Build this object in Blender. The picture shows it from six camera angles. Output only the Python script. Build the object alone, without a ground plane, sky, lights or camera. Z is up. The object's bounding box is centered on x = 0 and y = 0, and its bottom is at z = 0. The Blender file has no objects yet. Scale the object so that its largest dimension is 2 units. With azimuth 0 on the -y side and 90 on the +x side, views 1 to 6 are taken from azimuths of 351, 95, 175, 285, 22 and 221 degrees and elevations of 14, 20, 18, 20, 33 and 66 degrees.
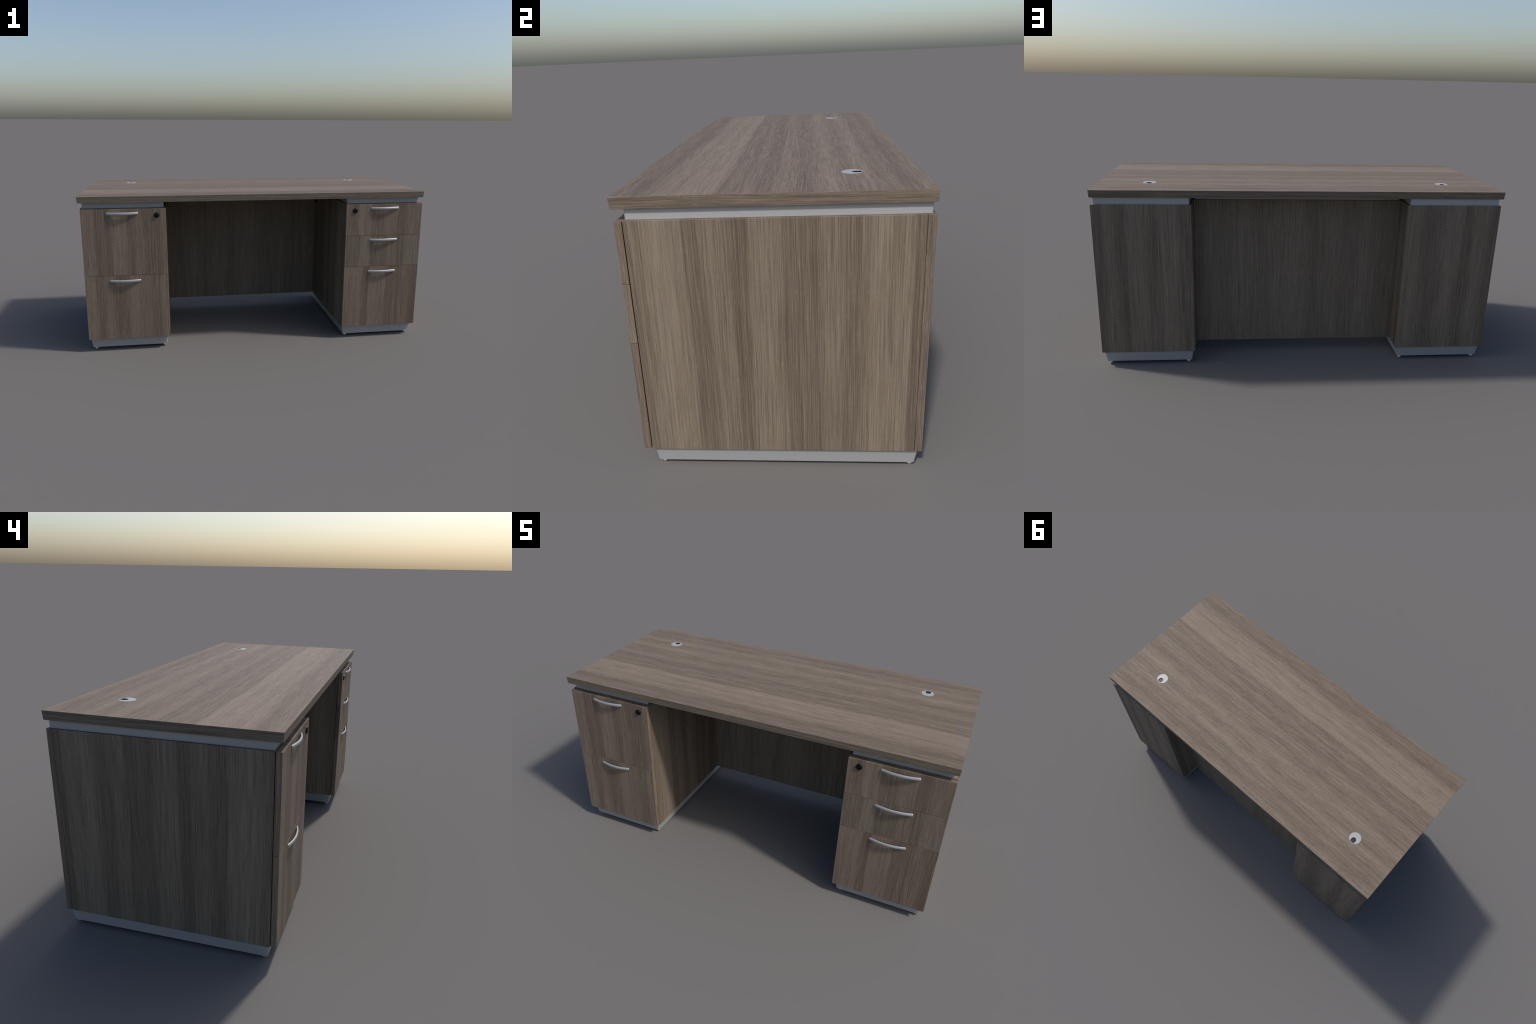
"""Double-pedestal office desk in grey-brown wood laminate with silver metal trim."""
import bpy, bmesh, math
from mathutils import Vector

# ------------------------------------------------------------------ sizes (m)
TOP_X, TOP_YF, TOP_YB, TOP_Z0, TOP_Z1 = 1.0, -0.4385, 0.450, 0.8720, 0.9076
BODY_Z0, BODY_Z1 = 0.0712, 0.8380
FACE_Y, FACE_BACK = -0.4321, -0.4096           # drawer faces
SIDE_Y0, SIDE_Y1 = -0.4070, 0.4238             # side panels
BACK_Y1 = 0.4478                               # outer face of the back panels
PANEL = 0.0235
UNDERCUT = 0.0022
PEDESTALS = {"two": (-0.9892, -0.5218), "three": (0.5288, 0.9963)}
MOD_Y0, MOD_Y1 = 0.3020, 0.3215                # modesty panel
SPACER_Y0, SPACER_Y1 = -0.4030, 0.4400
GAP = 0.0026


# ------------------------------------------------------------------ node tools
class Nodes:
    def __init__(self, name):
        self.mat = bpy.data.materials.new(name)
        self.mat.use_nodes = True
        self.t = self.mat.node_tree
        self.bsdf = self.t.nodes["Principled BSDF"]

    def new(self, kind, **props):
        n = self.t.nodes.new(kind)
        for k, v in props.items():
            setattr(n, k, v)
        return n

    def link(self, a, b):
        self.t.links.new(a, b)

    def math(self, op, a, b=None, c=None):
        n = self.new("ShaderNodeMath", operation=op)
        for i, v in enumerate((a, b, c)):
            if v is None:
                continue
            if isinstance(v, (int, float)):
                n.inputs[i].default_value = v
            else:
                self.link(v, n.inputs[i])
        return n.outputs[0]

    def xyz(self, a, b, c):
        n = self.new("ShaderNodeCombineXYZ")
        for i, v in enumerate((a, b, c)):
            if isinstance(v, (int, float)):
                n.inputs[i].default_value = v
            else:
                self.link(v, n.inputs[i])
        return n.outputs[0]

    def noise(self, vec, scale=1.0, detail=2.0, rough=0.5):
        n = self.new("ShaderNodeTexNoise")
        self.link(vec, n.inputs["Vector"])
        n.inputs["Scale"].default_value = scale
        n.inputs["Detail"].default_value = detail
        n.inputs["Roughness"].default_value = rough
        return n.outputs["Fac"]

    def ramp(self, fac, stops, interp="LINEAR"):
        n = self.new("ShaderNodeValToRGB")
        n.color_ramp.interpolation = interp
        el = n.color_ramp.elements
        while len(el) > 1:
            el.remove(el[-1])
        for i, (p, c) in enumerate(stops):
            if not isinstance(c, tuple):
                c = (c, c, c)
            e = el[0] if i == 0 else el.new(p)
            e.position = p
            e.color = (*c, 1.0)
        self.link(fac, n.inputs["Fac"])
        return n.outputs["Color"]

    def mix(self, fac, a, b, blend="MIX"):
        n = self.new("ShaderNodeMix", data_type="RGBA", blend_type=blend)
        if isinstance(fac, (int, float)):
            n.inputs[0].default_value = fac
        else:
            self.link(fac, n.inputs[0])
        for i, v in ((6, a), (7, b)):
            if isinstance(v, tuple):
                n.inputs[i].default_value = (*v, 1.0)
            else:
                self.link(v, n.inputs[i])
        return n.outputs[2]


WOOD_DARK = (0.092, 0.070, 0.054)
WOOD_MID = (0.158, 0.126, 0.096)
WOOD_PALE = (0.236, 0.196, 0.150)


def wood(name, along, across, lo, hi, bands, seed=0.0, sway=0.022, streak=0.20, fine=0.80, short=0.8, cast=(1.0, 1.0, 1.0)):
    """Straight-grained laminate.  `bands` = tone (0 dark .. 1 pale) across the board."""
    m = Nodes(name)
    co = m.new("ShaderNodeTexCoord").outputs["Object"]
    sep = m.new("ShaderNodeSeparateXYZ")
    m.link(co, sep.inputs[0])
    ax = {"x": sep.outputs[0], "y": sep.outputs[1], "z": sep.outputs[2]}
    third = ({"x", "y", "z"} - {along, across}).pop()
    a, l, t = ax[across], ax[along], ax[third]
    # slow sideways sway of the grain along the board
    sw = m.noise(m.xyz(m.math("MULTIPLY", a, 4.0), m.math("MULTIPLY_ADD", l, 1.4, seed), seed * 0.37), detail=2.0)
    sw = m.math("MULTIPLY", m.math("SUBTRACT", sw, 0.5), sway * 2)
    a2 = m.math("ADD", a, sw)
    # smaller ripples: figure of the flat-sawn grain
    rp = m.noise(m.xyz(m.math("MULTIPLY", a, 22.0), m.math("MULTIPLY_ADD", l, 5.0, seed + 1.3), seed * 0.21), detail=1.0)
    a2 = m.math("MULTIPLY_ADD", m.math("SUBTRACT", rp, 0.5), sway * 0.7, a2)
    # broad bands
    u = m.math("DIVIDE", m.math("SUBTRACT", a2, lo), hi - lo)
    tone = m.ramp(u, bands)
    # medium streaks, fine grain, short pale flecks
    mid = m.noise(m.xyz(m.math("MULTIPLY", a2, 80.0), m.math("MULTIPLY", l, 1.5), m.math("MULTIPLY_ADD", t, 80.0, seed)), detail=1.0)
    fin = m.noise(m.xyz(m.math("MULTIPLY", a2, 400.0), m.math("MULTIPLY", l, 5.0 * short), m.math("MULTIPLY_ADD", t, 400.0, seed)), detail=2.0, rough=0.6)
    por = m.noise(m.xyz(m.math("MULTIPLY", a2, 620.0), m.math("MULTIPLY", l, 20.0 * short), m.math("MULTIPLY_ADD", t, 620.0, seed + 6.0)), detail=1.0)
    flk = m.noise(m.xyz(m.math("MULTIPLY", a2, 480.0), m.math("MULTIPLY", l, 38.0), m.math("MULTIPLY_ADD", t, 480.0, seed + 3.0)), detail=1.0)
    v = m.math("MULTIPLY_ADD", m.math("SUBTRACT", mid, 0.5), streak * 2, tone)
    v = m.math("MULTIPLY_ADD", m.math("SUBTRACT", fin, 0.5), fine * 2, v)
    v = m.math("MULTIPLY_ADD", m.math("SUBTRACT", por, 0.5), fine, v)
    v = m.math("MULTIPLY_ADD", m.ramp(flk, ((0.62, 0.0), (0.74, 1.0))), 0.28, v)
    col = m.ramp(v, ((0.0, WOOD_DARK), (0.5, WOOD_MID), (1.0, WOOD_PALE)))
    # hue drift: plum-grey and olive-grey threads
    hue = m.noise(m.xyz(m.math("MULTIPLY", a2, 90.0), m.math("MULTIPLY", l, 3.0), m.math("MULTIPLY_ADD", t, 90.0, seed + 9.0)), detail=2.0)
    tint = m.ramp(hue, ((0.38, (1.005, 0.99, 1.015)), (0.62, (0.995, 1.008, 0.985))))
    col = m.mix(1.0, col, tint, "MULTIPLY")
    col = m.mix(1.0, col, cast, "MULTIPLY")
    m.link(col, m.bsdf.inputs["Base Color"])
    m.bsdf.inputs["Roughness"].default_value = 0.6
    m.bsdf.inputs["Specular IOR Level"].default_value = 0.15
    return m.mat


def plain(name, color, rough, metallic=0.0, spec=0.5, grain=0.0):
    m = Nodes(name)
    n = m.noise(m.new("ShaderNodeTexCoord").outputs["Object"], scale=90.0, detail=3.0)
    f = m.ramp(n, ((0.3, tuple(c * (1 - grain) for c in color)), (0.7, tuple(c * (1 + grain) for c in color))))
    m.link(f, m.bsdf.inputs["Base Color"])
    m.bsdf.inputs["Roughness"].default_value = rough
    m.bsdf.inputs["Metallic"].default_value = metallic
    m.bsdf.inputs["Specular IOR Level"].default_value = spec
    return m.mat


SILVER = plain("silver_paint", (0.34, 0.342, 0.347), 0.56, 0.12, 0.5, 0.015)
HANDLE_METAL = plain("satin_nickel", (0.35, 0.352, 0.358), 0.42, 0.30, 0.5, 0.01)
GLIDE = plain("pale_glide", (0.80, 0.80, 0.79), 0.35, 0.0, 0.5, 0.01)
BLACK = plain("black_lock", (0.003, 0.003, 0.0035), 0.30, 0.0, 0.22, 0.1)
INSERT = plain("black_grommet_insert", (0.014, 0.014, 0.015), 0.50, 0.0, 0.42, 0.3)

# ------------------------------------------------------------------ mesh tools
DESK = bpy.data.objects.new("office_desk", None)
bpy.context.scene.collection.objects.link(DESK)
DESK["label"] = "grey-brown wood double pedestal office desk with silver trim"
DESK["category"] = "desk"


def finish(bm, name, mats, parent=DESK, smooth=True, angle=30):
    me = bpy.data.meshes.new(name)
    bmesh.ops.recalc_face_normals(bm, faces=bm.faces[:])
    bm.to_mesh(me)
    bm.free()
    for mt in (mats if isinstance(mats, (list, tuple)) else [mats]):
        me.materials.append(mt)
    if smooth:
        me.shade_smooth()
        me.set_sharp_from_angle(angle=math.radians(angle))
    ob = bpy.data.objects.new(name, me)
    bpy.context.scene.collection.objects.link(ob)
    ob.parent = parent
    return ob


def box_bm(x0, x1, y0, y1, z0, z1, bevel=0.0012, seg=2):
    bm = bmesh.new()
    vs = [bm.verts.new((x, y, z)) for z in (z0, z1) for y in (y0, y1) for x in (x0, x1)]
    for f in ((0, 2, 3, 1), (4, 5, 7, 6), (0, 1, 5, 4), (2, 6, 7, 3), (0, 4, 6, 2), (1, 3, 7, 5)):
        bm.faces.new([vs[i] for i in f])
    if bevel:
        bmesh.ops.bevel(bm, geom=bm.edges[:], offset=bevel, segments=seg, profile=0.5, affect="EDGES")
    return bm


def box(name, mat, x0, x1, y0, y1, z0, z1, bevel=0.0012, parent=DESK):
    return finish(box_bm(x0, x1, y0, y1, z0, z1, bevel), name, mat, parent, smooth=False)


def rounded_outline(x0, x1, y0, y1, r, n=6, flat=0.010):
    """Rounded rectangle with a short straight run kept beside every corner."""
    pts = []
    for cx, cy, a0 in ((x1 - r, y0 + r, -90), (x1 - r, y1 - r, 0), (x0 + r, y1 - r, 90), (x0 + r, y0 + r, 180)):
        arc = [(cx + r * math.cos(math.radians(a0 + 90 * i / n)), cy + r * math.sin(math.radians(a0 + 90 * i / n))) for i in range(n + 1)]
        d0, d1 = math.radians(a0 - 90), math.radians(a0 + 180)
        f = min(flat, (y1 - y0 - 2 * r) * 0.3)
        pts.append((arc[0][0] + f * math.cos(d0 + math.radians(0)), arc[0][1] + f * math.sin(d0)))
        pts += arc
        pts.append((arc[-1][0] + f * math.cos(d1), arc[-1][1] + f * math.sin(d1)))
    return pts


def tapered_box(name, mat, x0, x1, y0, y1, z0, z1, inset, corner, parent=DESK):
    """Box whose foot is drawn in by `inset`; vertical corners rounded by `corner`."""
    bm = bmesh.new()
    rows = []
    for z, d in ((z0, inset), (z1, 0.0)):
        rows.append([bm.verts.new((x, y, z)) for x, y in rounded_outline(x0 + d, x1 - d, y0 + d, y1 - d, corner)])
    bm.faces.new(rows[0][::-1])
    bm.faces.new(rows[1])
    n = len(rows[0])
    for i in range(n):
        j = (i + 1) % n
        bm.faces.new((rows[0][i], rows[0][j], rows[1][j], rows[1][i]))
    return finish(bm, name, mat, parent, angle=35)


def revolve_bm(profile, seg=40, axis="z"):
    """Solid of revolution from (radius, height) pairs; ends at radius 0 are closed."""
    bm = bmesh.new()
    rings = []
    for r, h in profile:
        ring = []
        for i in range(1 if r == 0 else seg):
            a = 2 * math.pi * i / seg
            c, s = r * math.cos(a), r * math.sin(a)
            ring.append(bm.verts.new((c, s, h) if axis == "z" else (c, h, s)))
        rings.append(ring)
    for p, q in zip(rings, rings[1:]):
        for i in range(seg):
            j = (i + 1) % seg
            f = [p[i % len(p)], p[j % len(p)], q[j % len(q)], q[i % len(q)]]
            f = list(dict.fromkeys(f))
            if len(f) > 2:
                bm.faces.new(f)
    return bm


# ------------------------------------------------------------------ desktop
TOP_BANDS = ((0.0, 0.50), (0.025, 0.40), (0.055, 0.44), (0.09, 0.34), (0.125, 0.50), (0.16, 0.66), (0.195, 0.58), (0.23, 0.70), (0.275, 0.64), (0.305, 0.74),
             (0.325, 0.68), (0.345, 0.42), (0.38, 0.50), (0.405, 0.40), (0.43, 0.54), (0.465, 0.38), (0.495, 0.40), (0.515, 0.56), (0.55, 0.54),
             (0.595, 0.42), (0.64, 0.50), (0.68, 0.66), (0.72, 0.54), (0.76, 0.44), (0.79, 0.62), (0.815, 0.62), (0.85, 0.42), (0.89, 0.52), (0.93, 0.36), (0.965, 0.50), (1.0, 0.60))
EDGE_BANDS = ((0.0, 0.45), (0.3, 0.35), (0.5, 0.5), (0.75, 0.35), (1.0, 0.5))
top_mat = wood("desktop_laminate", "x", "y", TOP_YF, TOP_YB, tuple((p, 0.5 + (v - 0.49) * 1.25) for p, v in TOP_BANDS), seed=2.3, sway=0.015, streak=0.16, fine=0.80, short=1.6, cast=(0.975, 0.945, 0.945))
long_edge_mat = wood("desktop_long_edge_band", "x", "z", TOP_Z0, TOP_Z1, EDGE_BANDS, seed=5.1, sway=0.010, streak=0.20)
short_edge_mat = wood("desktop_short_edge_band", "y", "z", TOP_Z0, TOP_Z1, EDGE_BANDS, seed=8.4, sway=0.012, streak=0.20)

GROMMETS = ((-0.7505, 0.2420), (0.7468, 0.2420))
GR = 0.0325

top_bm = box_bm(-TOP_X, TOP_X, TOP_YF, TOP_YB, TOP_Z0, TOP_Z1, bevel=0)
for v in top_bm.verts:                              # edge band leans in towards the underside
    if v.co.z < (TOP_Z0 + TOP_Z1) / 2:
        v.co.x -= math.copysign(UNDERCUT, v.co.x)
        v.co.y -= math.copysign(UNDERCUT, v.co.y)
bmesh.ops.bevel(top_bm, geom=top_bm.edges[:], offset=0.0006, segments=1, affect="EDGES")
desktop = finish(top_bm, "desktop", top_mat, smooth=False)
desktop.data.materials.append(long_edge_mat)
desktop.data.materials.append(short_edge_mat)
cutters = []
for gx, gy in GROMMETS:
    c = finish(revolve_bm([(0, TOP_Z0 - 0.02), (GR - 0.002, TOP_Z0 - 0.02), (GR - 0.002, TOP_Z1 + 0.02), (0, TOP_Z1 + 0.02)], 48), "cutter", top_mat)
    c.location = (gx, gy, 0)
    cutters.append(c)
bpy.context.view_layer.update()
for c in cutters:
    md = desktop.modifiers.new("hole", "BOOLEAN")
    md.operation = "DIFFERENCE"
    md.solver = "EXACT"
    md.object = c
dg = bpy.context.evaluated_depsgraph_get()
me = bpy.data.meshes.new_from_object(desktop.evaluated_get(dg))
desktop.modifiers.clear()
desktop.data = me
me.name = "desktop"
for c in cutters:
    bpy.data.objects.remove(c, do_unlink=True)
for p in me.polygons:
    n, ctr = p.normal, p.center
    if abs(n.x) > 0.7 and abs(abs(ctr.x) - TOP_X) < 0.006:
        p.material_index = 2
    elif abs(n.y) > 0.7 and min(abs(ctr.y - TOP_YF), abs(ctr.y - TOP_YB)) < 0.006:
        p.material_index = 1
    else:
        p.material_index = 0


# ------------------------------------------------------------------ grommets
def grommet_cap_mesh():
    cu = bpy.data.curves.new("grommet", "CURVE")
    cu.dimensions = "2D"
    cu.fill_mode = "BOTH"

    def loop(pts):
        sp = cu.splines.new("POLY")
        sp.points.add(len(pts) - 1)
        for p, q in zip(sp.points, pts):
            p.co = (q[0], q[1], 0, 1)
        sp.use_cyclic_u = True

    loop([(GR * math.cos(2 * math.pi * i / 96), GR * math.sin(2 * math.pi * i / 96)) for i in range(96)])
    w, yc, ro = 0.0130, 0.0118, 0.0292          # cable slot: round inner end, straight sides, arc at the rim
    slot = [(w * math.cos(a), yc + w * math.sin(a)) for a in [math.pi + math.pi * i / 20 for i in range(21)]]
    a0 = math.acos(w / ro)
    slot += [(ro * math.cos(a), ro * math.sin(a)) for a in [a0 + (math.pi - 2 * a0) * i / 12 for i in range(13)]]
    loop(slot)
    cu.extrude = 0.0005
    cu.bevel_depth = 0.0003
    cu.bevel_resolution = 1
    cu.offset = -0.0003
    ob = bpy.data.objects.new("tmp", cu)
    bpy.context.scene.collection.objects.link(ob)
    bpy.context.view_layer.update()
    out = bpy.data.meshes.new_from_object(ob.evaluated_get(bpy.context.evaluated_depsgraph_get()))
    bpy.data.objects.remove(ob, do_unlink=True)
    out.name = "grommet_cap"
    out.materials.clear()
    out.materials.append(SILVER)
    return out


cap_me = grommet_cap_mesh()
ins = finish(revolve_bm([(GR - 0.0026, -0.0004), (GR - 0.0026, -0.0032), (0, -0.0032), (0, -0.0050), (GR - 0.0024, -0.0050), (GR - 0.0024, -0.0004)], 48), "grommet_insert", INSERT, None)
insert_me = ins.data
bpy.data.objects.remove(ins, do_unlink=True)
for gx, gy in GROMMETS:
    g = bpy.data.objects.new("grommet", cap_me)
    g.location = (gx, gy, TOP_Z1 - 0.0003)
    k = bpy.data.objects.new("grommet_insert", insert_me)
    for o in (g, k):
        bpy.context.scene.collection.objects.link(o)
    g.parent = DESK
    k.parent = g


# ------------------------------------------------------------------ handle, lock, glide (shared meshes)
def handle_mesh():
    """Bow handle: flattened round bar bent in a shallow arc, ends meeting the drawer face."""
    bm = bmesh.new()
    half, rise, n, seg = 0.0858, 0.0139, 48, 20
    rings = []
    for i in range(n + 1):
        s = -1 + 2 * i / n
        s = math.sin(s * math.pi / 2)               # denser rings near the ends
        x = half * s
        y = -rise * (1 - s * s) + 0.0008
        tx, ty = half, 2 * rise * s
        ln = math.hypot(tx, ty)
        nx, ny = ty / ln, -tx / ln                  # outward normal in plan
        edge = (1 - abs(s)) * half
        k = 1.0 if edge > 0.005 else 0.62 + 0.38 * math.sqrt(max(0.0, 1 - (1 - edge / 0.005) ** 2))
        ring = []
        for j in range(seg):
            a = 2 * math.pi * j / seg
            d, h = 0.0046 * math.cos(a) * (0.6 + 0.4 * k), 0.0080 * math.sin(a) * k
            ring.append(bm.verts.new((x + nx * d, y + ny * d, h)))
        rings.append(ring)
    for p, q in zip(rings, rings[1:]):
        for j in range(seg):
            bm.faces.new((p[j], p[(j + 1) % seg], q[(j + 1) % seg], q[j]))
    bm.faces.new(rings[0])
    bm.faces.new(rings[-1][::-1])
    ob = finish(bm, "handle", HANDLE_METAL, None, angle=50)
    d = ob.data
    bpy.data.objects.remove(ob, do_unlink=True)
    return d


def stock(bm, name, mat, angle=30):
    ob = finish(bm, name, mat, None, angle=angle)
    d = ob.data
    bpy.data.objects.remove(ob, do_unlink=True)
    return d


HANDLE = handle_mesh()
LOCK = stock(revolve_bm([(0, 0.002), (0.0148, 0.002), (0.0148, -0.0036), (0.0138, -0.0052), (0.0115, -0.0062), (0.0, -0.0066)], 40, "y"), "lock", BLACK, 60)
GLIDE_ME = stock(revolve_bm([(0, 0.020), (0.0100, 0.020), (0.0100, 0.0085), (0.0088, 0.0045), (0.0062, 0.0016), (0.003, 0.0003), (0, 0.0)], 28), "glide_foot", GLIDE, 60)


def put(name, data, loc, parent):
    o = bpy.data.objects.new(name, data)
    bpy.context.scene.collection.objects.link(o)
    o.parent = parent
    o.location = loc
    return o


# ------------------------------------------------------------------ laminates of the upright panels
SIDE_BANDS = ((0.0, 0.36), (0.03, 0.50), (0.10, 0.74), (0.19, 0.62), (0.206, 0.30), (0.26, 0.36), (0.29, 0.55), (0.35, 0.46), (0.365, 0.24),
              (0.405, 0.28), (0.42, 0.56), (0.47, 0.62), (0.52, 0.50), (0.545, 0.30), (0.60, 0.40), (0.65, 0.28), (0.67, 0.52), (0.72, 0.54),
              (0.745, 0.32), (0.79, 0.36), (0.82, 0.60), (0.86, 0.72), (0.90, 0.56), (0.94, 0.64), (0.962, 0.56), (0.97, 0.24), (1.0, 0.30))
side_mat = wood("side_laminate", "z", "y", SIDE_Y0, SIDE_Y1, SIDE_BANDS, seed=1.7, sway=0.005, streak=0.13, fine=0.80, short=0.6, cast=(0.985, 0.975, 0.96))
PLAIN_BANDS = ((0.0, 0.5), (1.0, 0.55))
edge_mat = wood("panel_laminate", "z", "x", -1.0, 1.0, PLAIN_BANDS, seed=4.4, streak=0.4)
MODESTY_BANDS = ((0.0, 0.5), (0.08, 0.38), (0.16, 0.55), (0.24, 0.36), (0.33, 0.52), (0.42, 0.34), (0.50, 0.58), (0.60, 0.48), (0.68, 0.36),
                 (0.76, 0.55), (0.84, 0.40), (0.92, 0.56), (1.0, 0.42))
modesty_mat = wood("modesty_laminate", "z", "x", -0.5215, 0.5308, MODESTY_BANDS, seed=6.2, sway=0.012, fine=0.7)
BACK_BANDS = {
    "two": ((0.0, 0.30), (0.08, 0.40), (0.13, 0.58), (0.24, 0.54), (0.30, 0.30), (0.37, 0.34), (0.43, 0.60), (0.56, 0.56), (0.62, 0.42),
            (0.72, 0.30), (0.80, 0.36), (0.88, 0.60), (1.0, 0.52)),
    "three": ((0.0, 0.42), (0.04, 0.34), (0.12, 0.38), (0.18, 0.60), (0.30, 0.62), (0.38, 0.36), (0.43, 0.42), (0.50, 0.62), (0.66, 0.60),
              (0.68, 0.32), (0.76, 0.34), (0.80, 0.58), (0.88, 0.56), (0.92, 0.34), (1.0, 0.36)),
}
DRAWERS = {
    # pedestal: (z bottom, z top, handle z, bands)
    "two": (
        (0.4555, 0.8356, 0.8108, ((0.0, 0.55), (0.13, 0.62), (0.16, 0.34), (0.25, 0.40), (0.30, 0.28), (0.345, 0.34), (0.36, 0.62), (0.50, 0.66), (0.56, 0.36),
                                  (0.63, 0.40), (0.66, 0.58), (0.72, 0.50), (0.76, 0.30), (0.92, 0.34), (0.95, 0.58), (1.0, 0.60))),
        (0.0742, 0.4539, 0.4238, ((0.0, 0.62), (0.12, 0.64), (0.15, 0.34), (0.23, 0.38), (0.26, 0.60), (0.32, 0.56), (0.35, 0.30), (0.50, 0.36), (0.55, 0.62),
                                  (0.64, 0.58), (0.68, 0.44), (0.78, 0.50), (0.82, 0.32), (0.90, 0.36), (0.94, 0.60), (1.0, 0.62))),
    ),
    "three": (
        (0.6473, 0.8356, 0.8110, ((0.0, 0.58), (0.07, 0.48), (0.10, 0.32), (0.15, 0.38), (0.18, 0.66), (0.30, 0.64), (0.34, 0.34), (0.48, 0.36), (0.52, 0.56),
                                  (0.66, 0.54), (0.70, 0.28), (0.79, 0.34), (0.83, 0.52), (1.0, 0.46))),
        (0.4565, 0.6457, 0.6202, ((0.0, 0.40), (0.06, 0.36), (0.18, 0.42), (0.22, 0.62), (0.32, 0.60), (0.36, 0.34), (0.52, 0.36), (0.56, 0.52), (0.68, 0.46),
                                  (0.71, 0.28), (0.78, 0.34), (0.81, 0.60), (1.0, 0.58))),
        (0.0742, 0.4549, 0.4250, ((0.0, 0.58), (0.24, 0.60), (0.27, 0.32), (0.335, 0.30), (0.345, 0.64), (0.54, 0.62), (0.59, 0.36), (0.70, 0.40), (0.75, 0.30),
                                  (0.80, 0.52), (0.90, 0.46), (0.93, 0.28), (1.0, 0.32))),
    ),
}
HANDLE_X = {"two": -0.7610, "three": 0.7640}
LOCK_X = {"two": -0.5726, "three": 0.5816}
DRAWER_CAST = {"two": ((1.05, 0.995, 0.985), (1.05, 1.02, 0.985)),
               "three": ((1.06, 1.0, 0.98), (1.02, 1.01, 0.99), (1.06, 0.99, 0.975))}
seeds = iter((11.3, 17.9, 23.1, 29.6, 33.2))

# ------------------------------------------------------------------ pedestals
for ped, (px0, px1) in PEDESTALS.items():
    for sx0, sx1 in ((px0, px0 + PANEL), (px1 - PANEL, px1)):
        box("side_panel", side_mat, sx0, sx1, SIDE_Y0, SIDE_Y1, BODY_Z0, BODY_Z1)
    back_mat = wood("back_laminate_" + ped, "z", "x", px0, px1, BACK_BANDS[ped], seed=3.1 if ped == "two" else 7.7, sway=0.014)
    box("back_panel", back_mat, px0, px1, SIDE_Y1 + 0.0008, BACK_Y1, BODY_Z0, BODY_Z1)
    ix0, ix1 = px0 + PANEL + 0.0006, px1 - PANEL - 0.0006
    box("top_panel", edge_mat, ix0, ix1, SIDE_Y0 + 0.001, SIDE_Y1 - 0.001, BODY_Z1 - PANEL, BODY_Z1 - 0.0008)
    box("bottom_panel", edge_mat, ix0, ix1, SIDE_Y0 + 0.001, SIDE_Y1 - 0.001, BODY_Z0 + 0.0005, BODY_Z0 + PANEL)
    # metal spacer between carcass and desktop
    tapered_box("spacer_rail", SILVER, px0 + 0.0095, px1 - 0.0115, SPACER_Y0, SPACER_Y1, BODY_Z1 + 0.0006, TOP_Z0 - 0.0005, 0.0, 0.005)
    # tapered metal plinth on four glides
    plinth = tapered_box("plinth", SILVER, px0 + 0.0095, px1 - 0.0100, -0.4045, 0.4388, 0.0146, BODY_Z0 - 0.0004, 0.0082, 0.006)
    for fx in (px0 + 0.0365, px1 - 0.0335):
        for fy in (-0.3800, 0.4170):
            put("glide_foot", GLIDE_ME, (fx, fy, 0), plinth)
    for i, (z0, z1, hz, bands) in enumerate(DRAWERS[ped]):
        dm = wood("drawer_laminate", "z", "x", px0, px1, bands, seed=next(seeds), sway=0.016, streak=0.15, cast=DRAWER_CAST[ped][i])
        dx0 = px0 + (0.003 if ped == "two" else 0.0)
        d = box("drawer_front", dm, dx0, px1, FACE_Y, FACE_BACK, z0, z1, bevel=0.0007)
        put("handle", HANDLE, (HANDLE_X[ped], FACE_Y, hz), d)
        if i == 0:
            put("lock", LOCK, (LOCK_X[ped], FACE_Y, 0.7990), d)

# ------------------------------------------------------------------ modesty panel between the pedestals
mx0, mx1 = PEDESTALS["two"][1] + 0.0010, PEDESTALS["three"][0] - 0.0010
box("modesty_panel", modesty_mat, mx0, mx1, MOD_Y0, MOD_Y1, BODY_Z0, BODY_Z1)
tapered_box("spacer_rail", SILVER, mx0 + 0.0085, mx1 - 0.0085, MOD_Y0 + 0.005, MOD_Y1 - 0.005, BODY_Z1 + 0.0006, TOP_Z0 - 0.0005, 0.0, 0.002)

# fixing rail under the desktop along the modesty panel, and its black corner brackets
box("support_rail", modesty_mat, mx0 + 0.008, mx1 - 0.008, MOD_Y0 - 0.0165, MOD_Y0 - 0.0008, 0.8020, TOP_Z0 - 0.0010)


def bracket_mesh():
    """Gusset plate: wide under the desktop, tapering downwards (in the y-z plane)."""
    bm = bmesh.new()
    outline = ((0.0, 0.0), (-0.078, 0.0), (-0.078, -0.060), (-0.052, -0.122), (-0.024, -0.122), (0.0, -0.060))
    rows = [[bm.verts.new((x, y, z)) for y, z in outline] for x in (-0.003, 0.003)]
    bm.faces.new(rows[0])
    bm.faces.new(rows[1][::-1])
    for i in range(len(outline)):
        j = (i + 1) % len(outline)
        bm.faces.new((rows[0][i], rows[0][j], rows[1][j], rows[1][i]))
    return stock(bm, "corner_bracket", BLACK)


BRACKET = bracket_mesh()
for bx in (mx0 + 0.0035, mx1 - 0.0035):
    put("corner_bracket", BRACKET, (bx, MOD_Y0 - 0.0015, TOP_Z0 - 0.0012), DESK)
